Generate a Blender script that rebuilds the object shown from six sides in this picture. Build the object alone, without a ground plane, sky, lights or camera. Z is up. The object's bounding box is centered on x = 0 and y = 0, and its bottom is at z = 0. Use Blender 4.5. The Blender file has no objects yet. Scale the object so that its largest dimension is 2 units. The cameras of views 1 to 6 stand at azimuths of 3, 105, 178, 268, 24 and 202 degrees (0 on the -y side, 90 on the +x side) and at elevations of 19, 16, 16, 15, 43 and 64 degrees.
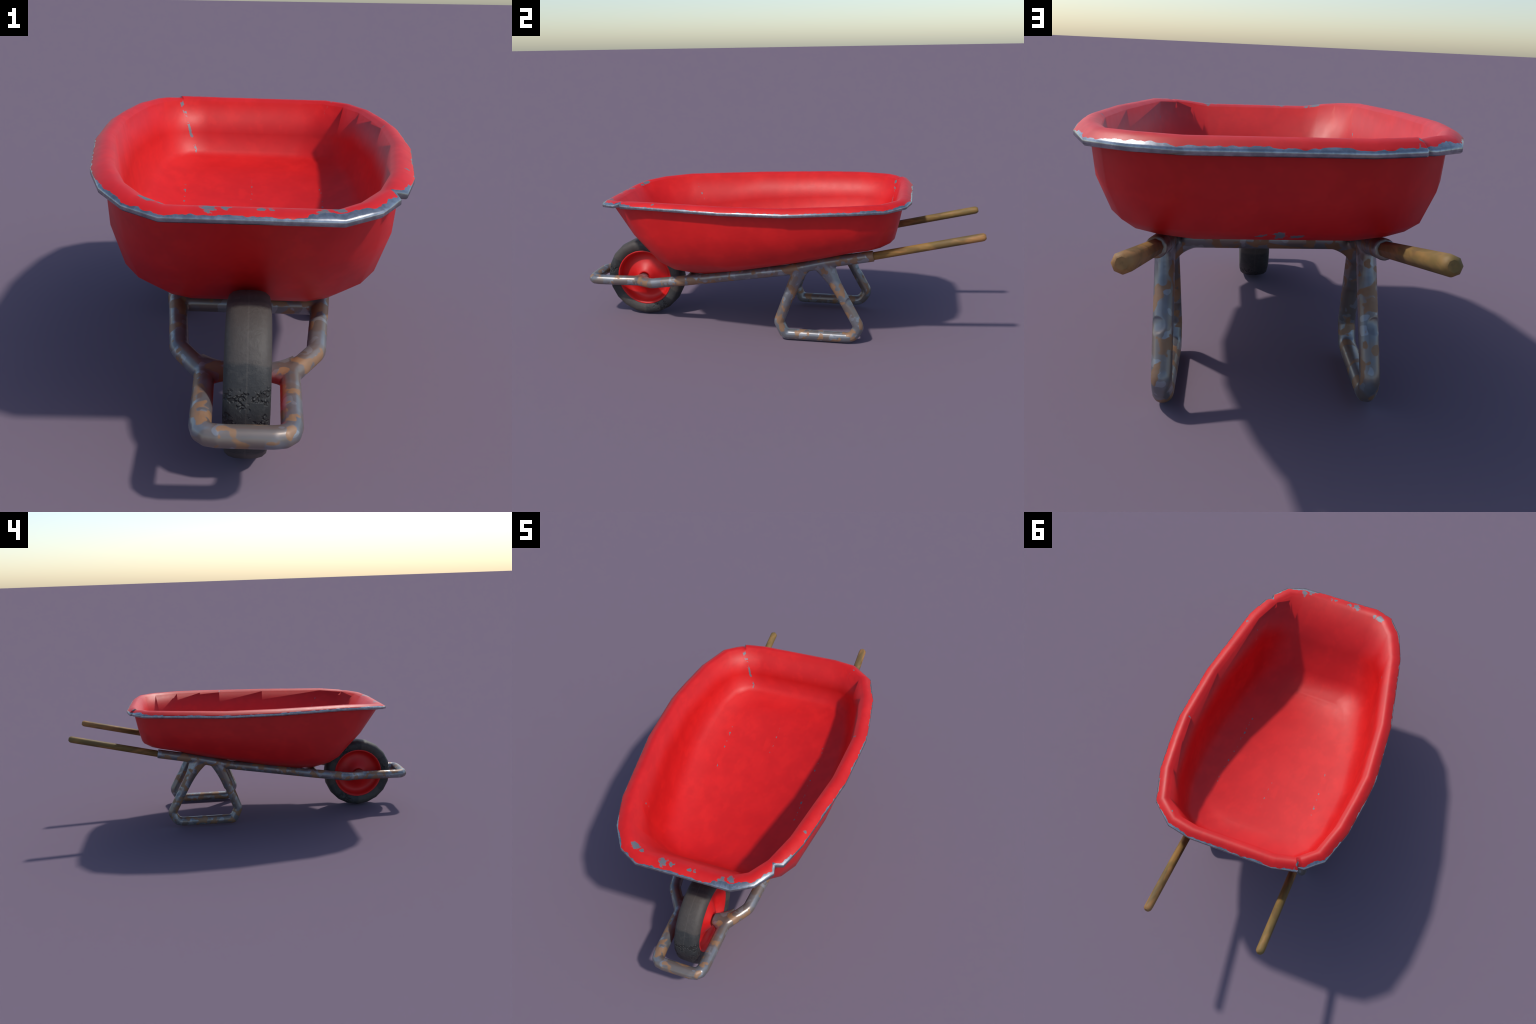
"""Old red wheelbarrow: pressed steel tray with a rolled rim, tubular frame,
a disc wheel with rubber tyre, two wooden handles.
Everything is built in the barrow's own frame (x across, y from wheel to
handles, z up); the parent Empty carries the slight yaw and lean."""
import bpy, bmesh, math, random
from mathutils import Vector, Matrix, noise

random.seed(7)
scene = bpy.context.scene

# ------------------------------------------------------------------ helpers
def link(obj, parent=None):
    scene.collection.objects.link(obj)
    if parent is not None:
        obj.parent = parent
    return obj

def mesh_object(name, verts, faces, mat, parent, smooth=True):
    me = bpy.data.meshes.new(name)
    me.from_pydata([tuple(v) for v in verts], [], faces)
    me.update()
    if mat:
        me.materials.append(mat)
    for p in me.polygons:
        p.use_smooth = smooth
    return link(bpy.data.objects.new(name, me), parent)

def outward(obj):
    bm = bmesh.new(); bm.from_mesh(obj.data)
    bmesh.ops.recalc_face_normals(bm, faces=bm.faces)
    bm.to_mesh(obj.data); bm.free()

# ------------------------------------------------------------------ nodes
class Nodes:
    def __init__(self, name):
        self.mat = bpy.data.materials.new(name)
        self.mat.use_nodes = True
        self.nt = self.mat.node_tree
        self.bsdf = self.nt.nodes["Principled BSDF"]
        self.co = self.nt.nodes.new("ShaderNodeTexCoord").outputs["Object"]
    def put(self, sock, v):
        if isinstance(v, bpy.types.NodeSocket):
            self.nt.links.new(v, sock)
        elif isinstance(v, (tuple, list)) and len(v) == 3 and sock.type == 'RGBA':
            sock.default_value = (*v, 1)
        else:
            sock.default_value = v
    def noise(self, scale, detail=3, rough=.55, co=None, distort=0.0):
        n = self.nt.nodes.new("ShaderNodeTexNoise")
        self.put(n.inputs["Vector"], co or self.co)
        for k, v in (("Scale", scale), ("Detail", detail), ("Roughness", rough), ("Distortion", distort)):
            n.inputs[k].default_value = v
        return n.outputs["Fac"]
    def noise_vec(self, scale, amount, co=None):
        n = self.nt.nodes.new("ShaderNodeTexNoise")
        self.put(n.inputs["Vector"], co or self.co)
        n.inputs["Scale"].default_value = scale
        n.inputs["Detail"].default_value = 3
        a = self.vmath("SUBTRACT", n.outputs["Color"], (.5, .5, .5))
        a = self.vmath("MULTIPLY", a, (amount,) * 3)
        return self.vmath("ADD", co or self.co, a)
    def vmath(self, op, a, b=None):
        n = self.nt.nodes.new("ShaderNodeVectorMath"); n.operation = op
        self.put(n.inputs[0], a)
        if b is not None:
            self.put(n.inputs[1], b)
        return n.outputs["Value" if op in ("LENGTH", "DISTANCE", "DOT_PRODUCT") else "Vector"]
    def math(self, op, a, b=0.0, clamp=False):
        n = self.nt.nodes.new("ShaderNodeMath"); n.operation = op; n.use_clamp = clamp
        self.put(n.inputs[0], a); self.put(n.inputs[1], b)
        return n.outputs[0]
    def step(self, v, lo, hi):
        n = self.nt.nodes.new("ShaderNodeMapRange"); n.interpolation_type = 'SMOOTHSTEP'
        self.put(n.inputs["Value"], v)
        n.inputs["From Min"].default_value = lo
        n.inputs["From Max"].default_value = hi
        return n.outputs["Result"]
    def voronoi(self, scale, co=None, out="Color", feature='F1'):
        n = self.nt.nodes.new("ShaderNodeTexVoronoi"); n.feature = feature
        self.put(n.inputs["Vector"], co or self.co)
        n.inputs["Scale"].default_value = scale
        return n.outputs[out]
    def sep(self, v):
        n = self.nt.nodes.new("ShaderNodeSeparateXYZ")
        self.put(n.inputs[0], v)
        return n.outputs
    def scale_co(self, s, co=None):
        return self.vmath("MULTIPLY", co or self.co, s)
    def mix(self, fac, a, b):
        n = self.nt.nodes.new("ShaderNodeMix"); n.data_type = 'RGBA'
        self.put(n.inputs[0], fac); self.put(n.inputs[6], a); self.put(n.inputs[7], b)
        return n.outputs[2]
    def mixf(self, fac, a, b):
        n = self.nt.nodes.new("ShaderNodeMix"); n.data_type = 'FLOAT'
        self.put(n.inputs[0], fac); self.put(n.inputs[2], a); self.put(n.inputs[3], b)
        return n.outputs[0]
    def bump(self, h, strength, dist=.002):
        n = self.nt.nodes.new("ShaderNodeBump")
        n.inputs["Strength"].default_value = strength
        n.inputs["Distance"].default_value = dist
        self.put(n.inputs["Height"], h)
        self.nt.links.new(n.outputs[0], self.bsdf.inputs["Normal"])
    def set(self, **kw):
        for k, v in kw.items():
            self.put(self.bsdf.inputs[k.replace("_", " ")], v)

RED = (.60, .0070, .0068)
RED_DEEP = (.545, .0054, .0056)
RED_WARM = (.65, .0095, .0078)
STEEL = (.165, .172, .19)

def red_paint(name, lines=(), spots=(), rough=.50):
    """Glossy red enamel; `lines` are straight wear seams (point, point, width),
    `spots` round chips (point, radius) where the steel shows."""
    n = Nodes(name)
    blotch = n.noise(9, 5, .62)
    col = n.mix(n.step(blotch, .38, .66), RED_DEEP, RED)
    col = n.mix(n.math("MULTIPLY", n.step(n.noise(17, 4, .6, n.scale_co((1, .6, 1))), .5, .68), .55), col, RED_WARM)
    mask = None
    wob = n.noise_vec(30, .034)
    ragged = n.math("SUBTRACT", n.noise(75, 3, .6), .5)
    for c, r in spots:
        d = n.vmath("DISTANCE", wob, c)
        d = n.math("ADD", d, n.math("MULTIPLY", ragged, r * 2.6))
        m = n.math("SUBTRACT", 1.0, n.step(d, r * .75, r * 1.15))
        mask = m if mask is None else n.math("MAXIMUM", mask, m)
    if lines:
        gate = n.noise(42, 2, .6)
        fine = n.noise_vec(60, .008)
        lm = None
        for a, b, w, thin in lines:
            a, b = Vector(a), Vector(b)
            corner = abs(a.x - b.x) > .012 and a.y > .5             # seam on a corner panel: followed in x and z only
            if corner:
                b.y = a.y
            u = (b - a).normalized()
            rel = n.vmath("SUBTRACT", fine, tuple(a))
            if corner:
                rel = n.vmath("MULTIPLY", rel, (1, .1, 1))
            t = n.vmath("DOT_PRODUCT", rel, tuple(u))
            t = n.math("MINIMUM", n.math("MAXIMUM", t, 0.0), (b - a).length)
            sc = n.nt.nodes.new("ShaderNodeVectorMath"); sc.operation = 'SCALE'
            sc.inputs[0].default_value = tuple(u); n.put(sc.inputs["Scale"], t)
            d = n.vmath("DISTANCE", rel, sc.outputs[0])
            m = n.math("SUBTRACT", 1.0, n.step(d, w * .7, w))
            m = n.math("MULTIPLY", m, n.step(gate, thin, thin + .03))
            lm = m if lm is None else n.math("MAXIMUM", lm, m)
        mask = lm if mask is None else n.math("MAXIMUM", mask, lm)
    r = n.mixf(n.step(n.noise(30, 3), .3, .7), rough - .01, rough + .02)
    if mask is not None:
        n.set(Base_Color=n.mix(mask, col, STEEL), Metallic=n.math("MULTIPLY", mask, .35), Roughness=n.mixf(mask, r, .55))
    else:
        n.set(Base_Color=col, Roughness=r)
    n.set(Specular_IOR_Level=.44)
    return n.mat

def bare_steel():
    n = Nodes("bare_steel_edge")
    a = n.noise(45, 4, .6)
    col = n.mix(n.step(a, .35, .68), (.26, .275, .30), (.40, .42, .45))
    n.set(Base_Color=col, Metallic=.88, Roughness=.26)
    return n.mat

def rusty_tube():
    n = Nodes("rust_blotched_steel")
    shifted = lambda v: n.vmath("ADD", n.co, v)
    gray = n.mix(n.step(n.noise(9, 3), .35, .65), (.180, .184, .195), (.240, .246, .262))
    tint = n.mix(n.math("MULTIPLY", n.step(n.noise(13, 2, .5, shifted((2, 5, 1))), .47, .56), .75), gray, (.225, .175, .142))
    pale = n.step(n.noise(27, 1.2, .5, shifted((4, 1, 7))), .585, .615)
    tint = n.mix(n.math("MULTIPLY", pale, .5), tint, (.33, .365, .41))
    rust_m = n.step(n.noise(21, 1.8, .5, shifted((9, 3, 2)), .3), .54, .57)
    rust = n.mix(n.noise(30, 3), (.195, .108, .055), (.300, .160, .078))
    col = n.mix(n.math("MULTIPLY", rust_m, .92), tint, rust)
    n.set(Base_Color=col, Metallic=n.mixf(rust_m, .55, .12), Roughness=n.mixf(rust_m, .34, .5))
    return n.mat

def rubber():
    """Dark rubber: smooth sun-bleached stretches, plain ones and pitted muddy
    ones follow each other round the tread."""
    n = Nodes("weathered_rubber")
    x, y, z = n.sep(n.vmath("SUBTRACT", n.co, (0, -.697, .2065)))[:3]
    th = n.math("ARCTAN2", z, n.math("MULTIPLY", y, -1.0))          # 0 at the front, up is positive
    th = n.math("ADD", th, n.math("MULTIPLY", n.math("SUBTRACT", n.noise(20, 3), .5), .12))
    wave = lambda ph: n.math("COSINE", n.math("ADD", n.math("MULTIPLY", th, 3.0), ph))
    bleach = n.step(wave(-2.98), .20, .34)
    pitz = n.step(wave(-.16), .66, .90)
    col = n.mix(n.step(n.noise(8, 3), .35, .65), (.026, .027, .028), (.036, .036, .036))
    col = n.mix(n.math("MULTIPLY", bleach, .85), col, (.062, .052, .046))
    fine = n.noise(75, 5, .65)
    col = n.mix(n.math("MULTIPLY", n.step(fine, .45, .72), .35), col, (.080, .073, .067))
    vor = n.voronoi(120, n.noise_vec(60, .012), out="Distance")
    rare = n.step(n.noise(30, 2), .50, .58)
    pit = n.math("MULTIPLY", n.math("MULTIPLY", n.step(vor, .30, .62), pitz), rare)
    col = n.mix(n.math("MULTIPLY", pit, .75), col, (.016, .015, .015))
    crumb = n.math("MULTIPLY", n.math("SUBTRACT", 1.0, n.step(vor, .12, .26)), n.math("MULTIPLY", pitz, rare))
    col = n.mix(n.math("MULTIPLY", crumb, .6), col, (.17, .16, .15))
    mould = n.math("MULTIPLY", n.step(n.math("ABSOLUTE", n.math("ADD", x, .001)), .0012, .0024), 1.0)
    col = n.mix(n.math("MULTIPLY", n.math("SUBTRACT", 1.0, mould), .15), col, (.14, .12, .105))
    n.set(Base_Color=col, Roughness=.60, Specular_IOR_Level=.4)
    h = n.math("ADD", n.math("MULTIPLY", pit, -1.0), n.math("MULTIPLY", fine, .30))
    n.bump(h, .9, .005)
    return n.mat

def worn_wood():
    n = Nodes("weathered_wood")
    along = n.scale_co((1.0, .35, 1.0))
    big = n.noise(13, 3, .6, along)
    col = n.mix(n.step(big, .38, .54), (.150, .092, .030), (.35, .170, .055))
    cell = n.sep(n.voronoi(15, n.noise_vec(8, .05, n.scale_co((1, .55, 1)))))
    col = n.mix(n.math("MULTIPLY", n.step(cell[0], .60, .70), .5), col, (.19, .125, .030))
    grain = n.noise(60, 4, .6, n.scale_co((1, .08, 1)))
    col = n.mix(n.math("MULTIPLY", n.step(grain, .5, .72), .5), col, (.085, .060, .022))
    n.set(Base_Color=col, Roughness=.62, Specular_IOR_Level=.35)
    n.bump(grain, .25, .0015)
    return n.mat

# ------------------------------------------------------------------ the thing
barrow = link(bpy.data.objects.new("wheelbarrow", None))
barrow["label"] = "old red wheelbarrow with rusty tubular frame and wooden handles"
barrow["category"] = "wheelbarrow"
LEAN, YAW = math.radians(.9), math.radians(2.961)
barrow.rotation_euler = (0, LEAN, YAW)
barrow.location = (-.00425, 0, 0)

# ------------------------------------------------------------------ tray
# Columns of the tray on one half, from the middle of the rear wall round to
# the front wall.  Each row gives the column's points at one height:
#   lip (outer edge of the rim), wall top, upper wall, lower kink, turn, floor
COLS = "J I H G F2 F E D C B A".split()
LIP = [(.190, .6625, .682), (.297, .641, .685), (.394, .558, .683), (.445, .403, .682), (.468, .2476, .678),
       (.482, .116, .673), (.4646, -.1716, .670), (.397, -.553, .669), (.348, -.6986, .661), (.281, -.7929, .650), (.1978, -.8326, .638)]
TOP = [(.180, .624, .662), (.280, .605, .663), (.363, .533, .663), (.409, .396, .662), (.430, .245, .657),
       (.443, .116, .652), (.427, -.170, .650), (.364, -.542, .647), (.316, -.665, .640), (.253, -.742, .629), (.182, -.777, .616)]
UPPER = [(.176, .607, .572), (.272, .593, .575), (.355, .527, .578), (.402, .391, .579), (.425, .243, .570),
         (.438, .116, .560), (.423, -.168, .545), (.360, -.514, .517), (.308, -.606, .503), (.244, -.658, .492), (.175, -.686, .483)]
KINK = [(.168, .590, .500), (.252, .573, .502), (.329, .506, .503), (.370, .383, .496), (.389, .240, .466),
        (.399, .114, .436), (.384, -.162, .398), (.336, -.448, .387), (.292, -.512, .374), (.225, -.546, .358), (.161, -.562, .350)]
TURN = [(.170, .549, .472), (.248, .530, .477), (.304, .474, .475), (.337, .375, .468), (.346, .232, .438),
        (.350, .110, .412), (.326, -.150, .361), (.288, -.386, .334), (.256, -.457, .329), (.206, -.494, .322), (.152, -.508, .317)]
FLOOR = [(.100, .455, .450), (.170, .444, .449), (.222, .402, .443), (.248, .330, .428), (.254, .215, .402),
         (.254, .100, .380), (.240, -.130, .333), (.214, -.310, .300), (.188, -.380, .292), (.158, -.415, .288), (.120, -.432, .286)]
N = len(COLS)

def ring(table):
    """Closed loop: +x half from rear to front, then the -x half back."""
    right = [Vector(p) for p in table]
    left = [Vector((-p[0], p[1], p[2])) for p in reversed(table)]
    return right + left

lip, top, upper, kink, turn, floor_ = (ring(t) for t in (LIP, TOP, UPPER, KINK, TURN, FLOOR))
M = len(lip)

def plan_normals(loop):
    out = []
    for i in range(len(loop)):
        a, b, c = loop[i - 1], loop[i], loop[(i + 1) % len(loop)]
        e1 = Vector((b.x - a.x, b.y - a.y)).normalized()
        e2 = Vector((c.x - b.x, c.y - b.y)).normalized()
        n1, n2 = Vector((-e1.y, e1.x)), Vector((-e2.y, e2.x))
        m = (n1 + n2).normalized()
        m = m / max(.75, m.dot(n1))
        if m.dot(Vector((b.x, b.y + .1))) < 0:
            m = -m
        out.append(Vector((m.x, m.y, 0)))
    return out

PN = plan_normals(lip)

def crest_factor(y):
    return .62 + .38 * min(1, max(0, (y + .75) / .7))

def rim_section(i):
    """Rim profile at column i, from the outer wall under the lip, over the
    roll and down to the start of the inner wall."""
    p, n, c = lip[i], PN[i], crest_factor(lip[i].y)
    at = lambda d, h: p - n * d + Vector((0, 0, h))
    k = max(0, -n.y) ** 2 if p.y < 0 else 0      # the nose wall leans far in
    return [top[i], at(.027, -.0145), at(.0035, -.0150), at(0, -.0115), at(0, -.001), at(.003, .0015),
            at(.016, .0135 * c), at(.034, .0215 * c), at(.050, .0180 * c), at(.060 + .004 * k, .0085 * c)]

sections = [rim_section(i) for i in range(M)]
inner_top = [s[-1] for s in sections]

def inward(loop, t, up, t_nose=None, up_nose=None):
    """Inner skin: the outer ring moved in by t and up; other amounts at the nose."""
    out = []
    for p, n, l in zip(loop, PN, lip):
        k = min(1, max(0, -n.y) ** 2) if l.y < 0 else 0
        tt = t + ((t if t_nose is None else t_nose) - t) * k
        uu = up + ((up if up_nose is None else up_nose) - up) * k
        out.append(p - n * tt + Vector((0, 0, uu)))
    return out

in_upper = inward(upper, .041, .000, .056, .0)
in_kink = inward(kink, .028, .006, .025, .0)
in_turn = inward(turn, .022, .014, .022, .003)
in_floor = inward(floor_, .004, .016, .002, .020)

SEAMS = [((0, .54, .475), (0, -.2, .35), .0035, .59),
         ((-.245, .33, .44), (-.205, -.26, .33), .0045, .59), ((.20, .50, .47), (.25, .24, .42), .0060, .53), ((.25, .24, .42), (.235, -.2, .34), .0045, .59),
         ((-.284, .62, .692), (-.262, .58, .630), .0080, .505), ((-.262, .58, .630), (-.222, .55, .500), .0060, .52),
         ((.285, .60, .690), (.256, .58, .600), .0040, .54),
         ((-.345, -.52, .66), (-.30, -.40, .40), .0045, .56), ((.345, -.52, .66), (.30, -.40, .40), .0035, .56)]
CHIPS = [((-.012, .575, .487), .017), ((-.05, .57, .483), .012), ((.03, .572, .484), .009)]
tray_paint = red_paint("red_enamel_tray_outside", (), CHIPS)
bed_paint = red_paint("red_enamel_tray_inside", SEAMS, ())

def skin(loops, flip):
    """Coarse skin through the rings, closed by strips across the floor."""
    verts = [p for l in loops for p in l]
    faces = []
    for r in range(len(loops) - 1):
        for i in range(M):
            j = (i + 1) % M
            faces.append((r * M + i, r * M + j, r * M + M + j, r * M + M + i))
    a = (len(loops) - 1) * M
    for i in range(N - 1):
        faces.append((a + i, a + i + 1, a + M - 2 - i, a + M - 1 - i))
    if flip:
        faces = [tuple(reversed(f_)) for f_ in faces]
    return verts, faces

def vertex_normals(verts, faces):
    bm = bmesh.new()
    bv = [bm.verts.new(v_) for v_ in verts]
    for f_ in faces:
        bm.faces.new([bv[i] for i in f_])
    bm.normal_update()
    out = [v_.normal.copy() for v_ in bv]
    bm.free()
    return out

def subdivide(verts, faces, norms, cuts):
    """Split each quad evenly; positions stay on the flat panels, normals are
    blended so that the panels shade as one smooth pressing."""
    vs, ns, fs, seen = [], [], [], {}
    def put(p, n_):
        key = (round(p.x, 5), round(p.y, 5), round(p.z, 5))
        if key not in seen:
            seen[key] = len(vs); vs.append(p); ns.append(n_.normalized())
        return seen[key]
    for q in faces:
        P, Q = [verts[i] for i in q], [norms[i] for i in q]
        grid = [[put(P[0].lerp(P[1], u / cuts).lerp(P[3].lerp(P[2], u / cuts), w / cuts),
                     Q[0].lerp(Q[1], u / cuts).lerp(Q[3].lerp(Q[2], u / cuts), w / cuts))
                 for u in range(cuts + 1)] for w in range(cuts + 1)]
        for w in range(cuts):
            for u in range(cuts):
                fs.append((grid[w][u], grid[w][u + 1], grid[w + 1][u + 1], grid[w + 1][u]))
    return vs, ns, fs

ov, of = skin([top, upper, kink, turn, floor_], True)
iv, if_ = skin([inner_top, in_upper, in_kink, in_turn, in_floor], False)
CUTS_OUT, CUTS_IN = 8, 1
on, inn = vertex_normals(ov, of), vertex_normals(iv, if_)
if on[0].dot(PN[0]) < 0:
    of = [tuple(reversed(f_)) for f_ in of]; on = [-n_ for n_ in on]
if inn[0].dot(PN[0]) > 0:
    if_ = [tuple(reversed(f_)) for f_ in if_]; inn = [-n_ for n_ in inn]
# the roll and the inner wall shade into each other
for i in range(M):
    inn[i] = (inn[i] + Vector((0, 0, 1.4))).normalized()
inner_top_normals = inn[:M]
v1_, n1_, f1_ = subdivide(ov, of, on, CUTS_OUT)
v2_, n2_, f2_ = subdivide(iv, if_, inn, CUTS_IN)
tray = mesh_object("tray", v1_ + v2_, f1_ + [tuple(i + len(v1_) for i in f_) for f_ in f2_], tray_paint, barrow)
tray.data.materials.append(bed_paint)
for p in tray.data.polygons[len(f1_):]:
    p.material_index = 1
tray.data.normals_split_custom_set_from_vertices([tuple(n_) for n_ in n1_ + n2_])

# --- rim: dents are extra sections between the regular columns -------------
def between(i, j, t):
    return [a.lerp(b, t) for a, b in zip(sections[i], sections[j])]

def pulled(sec, n, cut, drop=0.0, lift=0.0):
    """Section whose lip is torn back by `cut` and whose crest is pressed down."""
    out = [p.copy() for p in sec]
    w = [0, .1, 1, 1, 1, .95, .45, .1, 0, 0]
    d = [0, 0, 0, 0, 0, .1, .7, 1, .6, 0]
    for q, a, b in zip(out, w, d):
        q -= n * (cut * a)
        q.z += lift * a - drop * b
    return out

iB, iC, iD = COLS.index("B"), COLS.index("C"), COLS.index("D")
mI, mH = M - 1 - COLS.index("I"), M - 1 - COLS.index("H")
path = []
for i in range(M):
    if i == iC:
        path.append(between(iD, iC, .83))
        path.append(pulled(sections[iC], PN[iC], .024, .004, .006))
        path.append(between(iB, iC, .78))
        continue
    if i == mI:
        path.append(pulled(between(mH, mI, .45), PN[mI], 0, .001))
        path.append(pulled(between(mH, mI, .76), PN[mI], 0, .004))
        path.append(pulled(between(mH, mI, .955), PN[mI], .014, .005))
        path.append(between(mH, mI, .965))
    path.append(sections[i])
path.append(path[0])

def section_normals(a):
    """Normal of each profile point, from neighbouring sections and points."""
    P, out = path[:-1], []
    K = len(P[0])
    for i in range(len(P)):
        pv, nx = P[i - 1], P[(i + 1) % len(P)]
        row = []
        for k in range(K):
            along = (nx[k] - P[i][k]).normalized() + (P[i][k] - pv[k]).normalized()
            lo, hi = max(k - 1, 0), min(k + 1, K - 1)
            across = (P[i][hi] - P[i][k]).normalized() + (P[i][k] - P[i][lo]).normalized()
            nrm = along.cross(across)
            row.append(nrm.normalized() if nrm.length > 1e-9 else Vector((0, 0, 1)))
        # the inner end leans with the wall so that it meets the tray softly
        out.append(row)
    return out + out[:1]

normals = section_normals(path)
for sec_, row in zip(path, normals):
    near = min(range(M), key=lambda i: (inner_top[i] - sec_[-1]).length)
    row[-1] = inner_top_normals[near].copy()
    if row[7].z < 0:
        for k in range(len(row) - 1):
            row[k] = -row[k]

def wear_depth(p, s):
    """Width of bare metal measured from the lip over the top of the rim."""
    q = p * 1.0
    jag = noise.noise(q * 42) * .5 + noise.noise(q * 105 + Vector((3, 1, 2))) * .38
    slow = noise.noise(q * 9 + Vector((7, 3, 5)))
    base = .0030
    if p.y > .45:                       # rear edge is rubbed hardest
        base = .0070
    if p.y < -.62:                      # so is the nose
        base = .0065
        if p.x > .12:
            base = .015
    corner = max(0, 1 - (Vector((p.x - .19, p.y + .81)).length) / .11)
    corner2 = max(0, 1 - (Vector((p.x + .37, p.y - .585)).length) / .09)
    return max(.0012, base + .009 * slow + .011 * jag + .012 * corner + .010 * corner2)

LIPK = 4                               # profile index of the top of the lip
def split_profile(sec, nrm, b):
    """Point and normal at arc length b from the lip."""
    run = 0
    for k in range(LIPK, len(sec) - 2):
        L = (sec[k + 1] - sec[k]).length
        if run + L >= b:
            t = (b - run) / L
            return sec[k].lerp(sec[k + 1], t), nrm[k].lerp(nrm[k + 1], t), k, t
        run += L
    return sec[-2], nrm[-2], len(sec) - 2, 0

def rim_parts():
    steel_v, steel_n, steel_f = [], [], []
    red_v, red_n, red_f = [], [], []
    under_k = 1
    prev = None
    run = 0
    stations = []
    for i in range(len(path) - 1):
        L = (path[i + 1][LIPK] - path[i][LIPK]).length
        cnt = max(2, int(L / .0042))
        for j in range(cnt):
            t = j / cnt
            sec = [a.lerp(b, t) for a, b in zip(path[i], path[i + 1])]
            nr = [a.lerp(b, t).normalized() for a, b in zip(normals[i], normals[i + 1])]
            stations.append((sec, nr))
    cols = []
    for sec, nr in stations:
        b = wear_depth(sec[LIPK], 0)
        bp, bn, k, t = split_profile(sec, nr, b)
        # bare strip: under-lip, lip, and two rows up to the ragged border
        pts, nms = [sec[1], sec[2], sec[3], sec[4]], [nr[1], nr[2], nr[3], nr[4]]
        for u in (.33, .66):
            p_, n_, _, _ = split_profile(sec, nr, b * u)
            pts.append(p_); nms.append(n_)
        pts.append(bp); nms.append(bn)
        # red part: border to inner end in even steps
        total = sum((sec[q + 1] - sec[q]).length for q in range(LIPK, len(sec) - 2))
        rp, rn = [bp], [bn]
        for u in range(1, 8):
            p_, n_, _, _ = split_profile(sec, nr, b + (total - b) * u / 7)
            rp.append(p_); rn.append(n_)
        rp.append(sec[-1]); rn.append(nr[-1])
        cols.append((pts, nms, rp, rn, sec[0], nr[0], sec[1], nr[1]))
    S = len(cols)
    def strip(get):
        vs, ns, fs = [], [], []
        w = len(get(cols[0])[0])
        for c in cols:
            a, b = get(c); vs += a; ns += b
        for s in range(S):
            s2 = (s + 1) % S
            for k in range(w - 1):
                fs.append((s * w + k, s2 * w + k, s2 * w + k + 1, s * w + k + 1))
        return vs, ns, fs
    return strip(lambda c: (c[0], c[1])), strip(lambda c: (c[2], c[3])), strip(lambda c: ([c[4], c[6]], [c[5], c[7]]))

def with_normals(name, data, mat, parent):
    vs, ns, fs = data
    ob = mesh_object(name, vs, fs, mat, parent)
    me = ob.data
    # face direction from the analytic normals
    bad = sum(1 for p in me.polygons if p.normal.dot(ns[p.vertices[0]]) < 0)
    if bad * 2 > len(me.polygons):
        me.flip_normals()
    me.normals_split_custom_set_from_vertices([tuple(n) for n in ns])
    return ob

RIM_SPOTS = [((-.229, -.762, .653), .017), ((-.197, -.772, .650), .009), ((-.093, -.797, .648), .0185), ((-.056, -.797, .648), .010),
             ((.150, -.806, .645), .014), ((.016, -.800, .648), .008), ((.041, -.803, .646), .009), ((.188, -.795, .648), .012),
             ((.431, .11, .690), .006), ((.385, -.50, .677), .009), ((.300, .585, .700), .005), ((-.262, -.775, .650), .008)]
SEAMS_RIM = [((-.288, .645, .700), (-.268, .59, .640), .0065, .48)]
rim_paint = red_paint("red_enamel_rim", SEAMS_RIM, RIM_SPOTS, rough=.48)
steel_mat = bare_steel()
steel_d, red_d, under_d = rim_parts()
rim = with_normals("rim", red_d, rim_paint, tray)
edge = with_normals("worn_steel_edge", steel_d, steel_mat, tray)
under = with_normals("rim_underside", under_d, rim_paint, tray)

# ------------------------------------------------------------------ tubes
def rounded(points, radius, steps=3):
    """Polyline with its corners rounded by short arcs (one radius or one each)."""
    P = [Vector(p) for p in points]
    out = [P[0]]
    radii = radius if isinstance(radius, (list, tuple)) else [radius] * len(P)
    for a, b, c, radius in zip(P, P[1:], P[2:], radii):
        u, w = (a - b), (c - b)
        ang = u.angle(w)
        cut = min(radius / math.tan(ang / 2), u.length * .48, w.length * .48)
        p0, p2 = b + u.normalized() * cut, b + w.normalized() * cut
        for k in range(steps + 1):
            t = k / steps
            out.append(p0 * (1 - t) ** 2 + b * (2 * t * (1 - t)) + p2 * t * t)
    out.append(P[-1])
    return out

def tube(points, radius, sides=12, closed=False, radii=None, flat=None):
    """Capped sweep of a circle along a polyline."""
    P = [Vector(p) for p in points]
    n = len(P)
    verts, faces = [], []
    T = []
    for i in range(n):
        a = P[i - 1] if (i or closed) else P[i]
        b = P[(i + 1) % n] if (i < n - 1 or closed) else P[i]
        T.append(((P[i] - a).normalized() + (b - P[i]).normalized()).normalized())
    ref = T[0].orthogonal().normalized()
    for i in range(n):
        ref = (ref - T[i] * ref.dot(T[i])).normalized()
        side = T[i].cross(ref)
        r = radii[i] if radii else radius
        for k in range(sides):
            a = 2 * math.pi * k / sides
            off = (ref * math.cos(a) + side * math.sin(a)) * r
            if flat:                   # keep a web no thicker than the tube
                off[flat[0]] *= min(1, flat[1] / r)
            verts.append(P[i] + off)
    rows = n if closed else n - 1
    for i in range(rows):
        for k in range(sides):
            j, k2 = (i + 1) % n, (k + 1) % sides
            faces.append((i * sides + k, i * sides + k2, j * sides + k2, j * sides + k))
    if not closed:
        faces.append(tuple(reversed(range(sides))))
        faces.append(tuple(range((n - 1) * sides, n * sides)))
    return verts, faces

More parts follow.
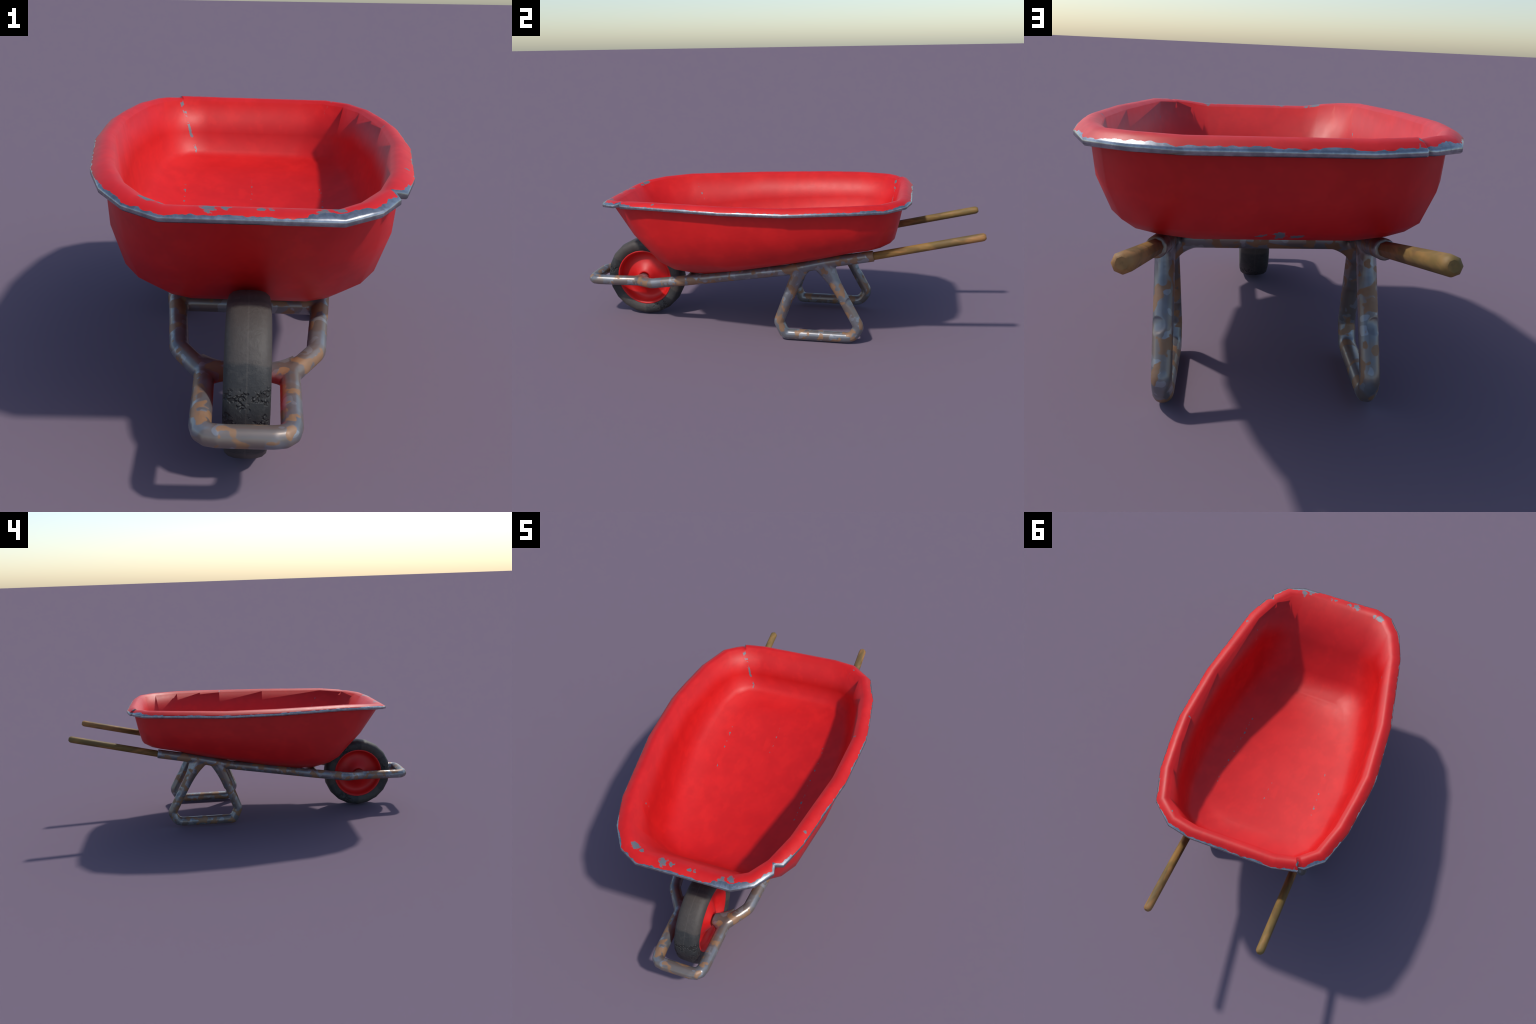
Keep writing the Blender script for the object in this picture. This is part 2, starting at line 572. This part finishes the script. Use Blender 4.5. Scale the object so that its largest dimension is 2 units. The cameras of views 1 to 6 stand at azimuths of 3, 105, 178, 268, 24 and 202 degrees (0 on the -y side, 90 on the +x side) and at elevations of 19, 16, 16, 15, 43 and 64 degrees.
TUBE_R, LEG_R = .0260, .0265
XS = .2562                             # rails run straight behind the legs
RAIL = [(XS, .502, .4393), (XS, .29, .3995), (XS, .10, .353), (.238, -.07, .321), (.198, -.42, .2545), (.1755, -.6125, .2212),
        (.105, -.712, .2065), (.099, -.972, .2000)]
rail_half = rounded(RAIL[:5], .25, 3)[:-1] + rounded(RAIL[4:] + [(0, -.972, .2000)], .040, 3)[:-1]
rail_all = rail_half + [Vector((-p.x, p.y, p.z)) for p in reversed(rail_half)]

def flare(p0, p1, r0, r1, steps=6, power=3):
    """Straight member that swells from r0 to r1 towards p1."""
    pts = [Vector(p0).lerp(Vector(p1), k / steps) for k in range(steps + 1)]
    return pts, [r0 + (r1 - r0) * (k / steps) ** power for k in range(steps + 1)]

pieces = [tube(rail_all, TUBE_R, 14)]
for s in (1, -1):
    loop = [(s * XS, .154, .360), (s * XS, .0575, .092), (s * XS, .087, .0295), (s * XS, .410, .0295), (s * XS, .441, .086), (s * XS, .275, .392)]
    pieces.append(tube(rounded(loop, (.022, .016, .050, .030), 4), LEG_R, 12))
    # webs where the legs meet the rail
    a, r = flare((s * XS, .108, .220), (s * XS, .164, .372), LEG_R, .047, 6, 2.5)
    pieces.append(tube(a, 0, 14, radii=r, flat=(0, .0225)))
    a, r = flare((s * XS, .360, .235), (s * XS, .277, .385), LEG_R, .052, 6, 2.5)
    pieces.append(tube(a, 0, 14, radii=r, flat=(0, .0225)))
    # gusset that carries the axle
    a, r = flare((s * .050, -.700, .2065), (s * .112, -.705, .2085), .0290, .085, 8, 1.6)
    pieces.append(tube(a, 0, 16, radii=r, flat=(2, .0240)))
    # crossbars sweep down into the front legs and flat into the rails
    a, r = flare((s * (XS - .070), .158, .3670), (s * XS, .158, .3440), .0225, .048, 8, 3.2)
    pieces.append(tube(a, 0, 14, radii=r, flat=(1, .0235)))
    a, r = flare((s * .120, -.402, .2590), (s * .199, -.402, .2580), .0225, .036)
    pieces.append(tube(a, 0, 14, radii=r, flat=(2, .0235)))
pieces.append(tube([(-.22, .158, .3675), (.22, .158, .3675)], .0250, 12))
pieces.append(tube([(-.19, -.402, .2590), (.19, -.402, .2590)], .0255, 12))

tube_mat = rusty_tube()
verts, faces = [], []
for pv, pf in pieces:
    o = len(verts)
    verts += pv
    faces += [tuple(i + o for i in f_) for f_ in pf]
raw = mesh_object("frame_raw", verts, faces, tube_mat, None)
outward(raw)
rem = raw.modifiers.new("weld", 'REMESH'); rem.mode = 'VOXEL'; rem.voxel_size = .0036; rem.use_smooth_shade = True
smo = raw.modifiers.new("soften", 'SMOOTH'); smo.factor = .5; smo.iterations = 7
dg = bpy.context.evaluated_depsgraph_get()
whole = bpy.data.meshes.new_from_object(raw.evaluated_get(dg))
bpy.data.objects.remove(raw)
# small kink pressed into the back of each rear leg
for vv in whole.vertices:
    p = vv.co
    if p.y > .33 and .16 < p.z < .24:
        s = 1 if p.x > 0 else -1
        d = (p - Vector((s * (XS + .014), .398, .212)))
        if d.length < .022:
            vv.co.y -= .007 * (1 - d.length / .022) ** .5
whole.update()
vnorm = [v_.normal.copy() for v_ in whole.vertices]

def region(c):
    x, y, z = c
    ax = abs(x)
    rail_z = .3995 + (y - .29) * (.21 if y > .1 else .19)
    if z < rail_z - .034 and y > .02:
        return "leg+" if x > 0 else "leg-"
    if ax < .190 and abs(y - .158) < .05:
        return "bar_r"
    if ax < .150 and abs(y + .402) < .05:
        return "bar_f"
    if ax < .078 and -.76 < y < -.64:
        return "axle+" if x > 0 else "axle-"
    return "rail"

groups = {}
for p in whole.polygons:
    groups.setdefault(region(p.center), []).append(tuple(p.vertices))
NAMES = (("rail", "frame"), ("leg+", "leg"), ("leg-", "leg"), ("bar_r", "crossbar"), ("bar_f", "crossbar"), ("axle+", "axle_stub"), ("axle-", "axle_stub"))
frame = None
for key, name in NAMES:
    fs = groups[key]
    used = sorted({i for f_ in fs for i in f_})
    at = {o: i for i, o in enumerate(used)}
    ob = mesh_object(name, [whole.vertices[i].co.copy() for i in used], [tuple(at[i] for i in f_) for f_ in fs], tube_mat, frame or barrow)
    ob.data.normals_split_custom_set_from_vertices([tuple(vnorm[i]) for i in used])
    if frame is None:
        frame = ob
bpy.data.meshes.remove(whole)

# ------------------------------------------------------------------ handles
wood = worn_wood()
def handle(s):
    d = Vector((0, .9763 - .4393 * 0 - .5, .5479 - .4390)).normalized()
    a = Vector((s * .2587, .47, .4393 + (.47 - .5) * .231))
    end = Vector((s * .2587, .988, .5500))
    pts = [a, end - d * .020, end - d * .009, end]
    v_, f_ = tube(pts, 0, 8, radii=[.0190, .0190, .0180, .0105])
    ob = mesh_object("handle", v_, f_, wood, barrow)
    outward(ob)
    ob.data.polygons[-1].use_smooth = False
    return ob
handle(1); handle(-1)

# ------------------------------------------------------------------ wheel
WC = Vector((0, -.701, .2045))
def spin(profile, seg, phase=0.0):
    """Lathe of (r, x) about the x axis through the wheel centre."""
    verts, faces = [], []
    n = len(profile)
    for k in range(seg):
        a = 2 * math.pi * k / seg + phase
        for r, x in profile:
            verts.append(WC + Vector((x, r * math.cos(a), r * math.sin(a))))
    for k in range(seg):
        k2 = (k + 1) % seg
        for i in range(n - 1):
            faces.append((k * n + i, k * n + i + 1, k2 * n + i + 1, k2 * n + i))
    return verts, faces

def both_sides(half):
    return half + [(r, -x) for r, x in reversed(half)]

tyre_half = [(.139, .0380), (.147, .0440), (.160, .0515), (.176, .0540), (.190, .0500), (.1985, .0400), (.2025, .0270), (.2038, .0100)]
v_, f_ = spin(both_sides(tyre_half), 20, 0)
disc_half = [(.004, .0350), (.025, .0360), (.030, .0470), (.037, .0450), (.050, .0350), (.066, .0230), (.085, .0125), (.106, .0075),
             (.122, .0110), (.132, .0260), (.139, .0440), (.145, .0460), (.149, .0400)]
disc = [(r, x) for r, x in disc_half] + [(r, -x) for r, x in reversed(disc_half)]
wheel_paint = red_paint("red_enamel_wheel", (), [((.030, -.735, .165), .010)], rough=.48)
vd, fd = spin(disc, 40)
wheel = mesh_object("wheel", vd, fd, wheel_paint, barrow)
outward(wheel)
tyre = mesh_object("tyre", v_, f_, rubber(), wheel)
outward(tyre)
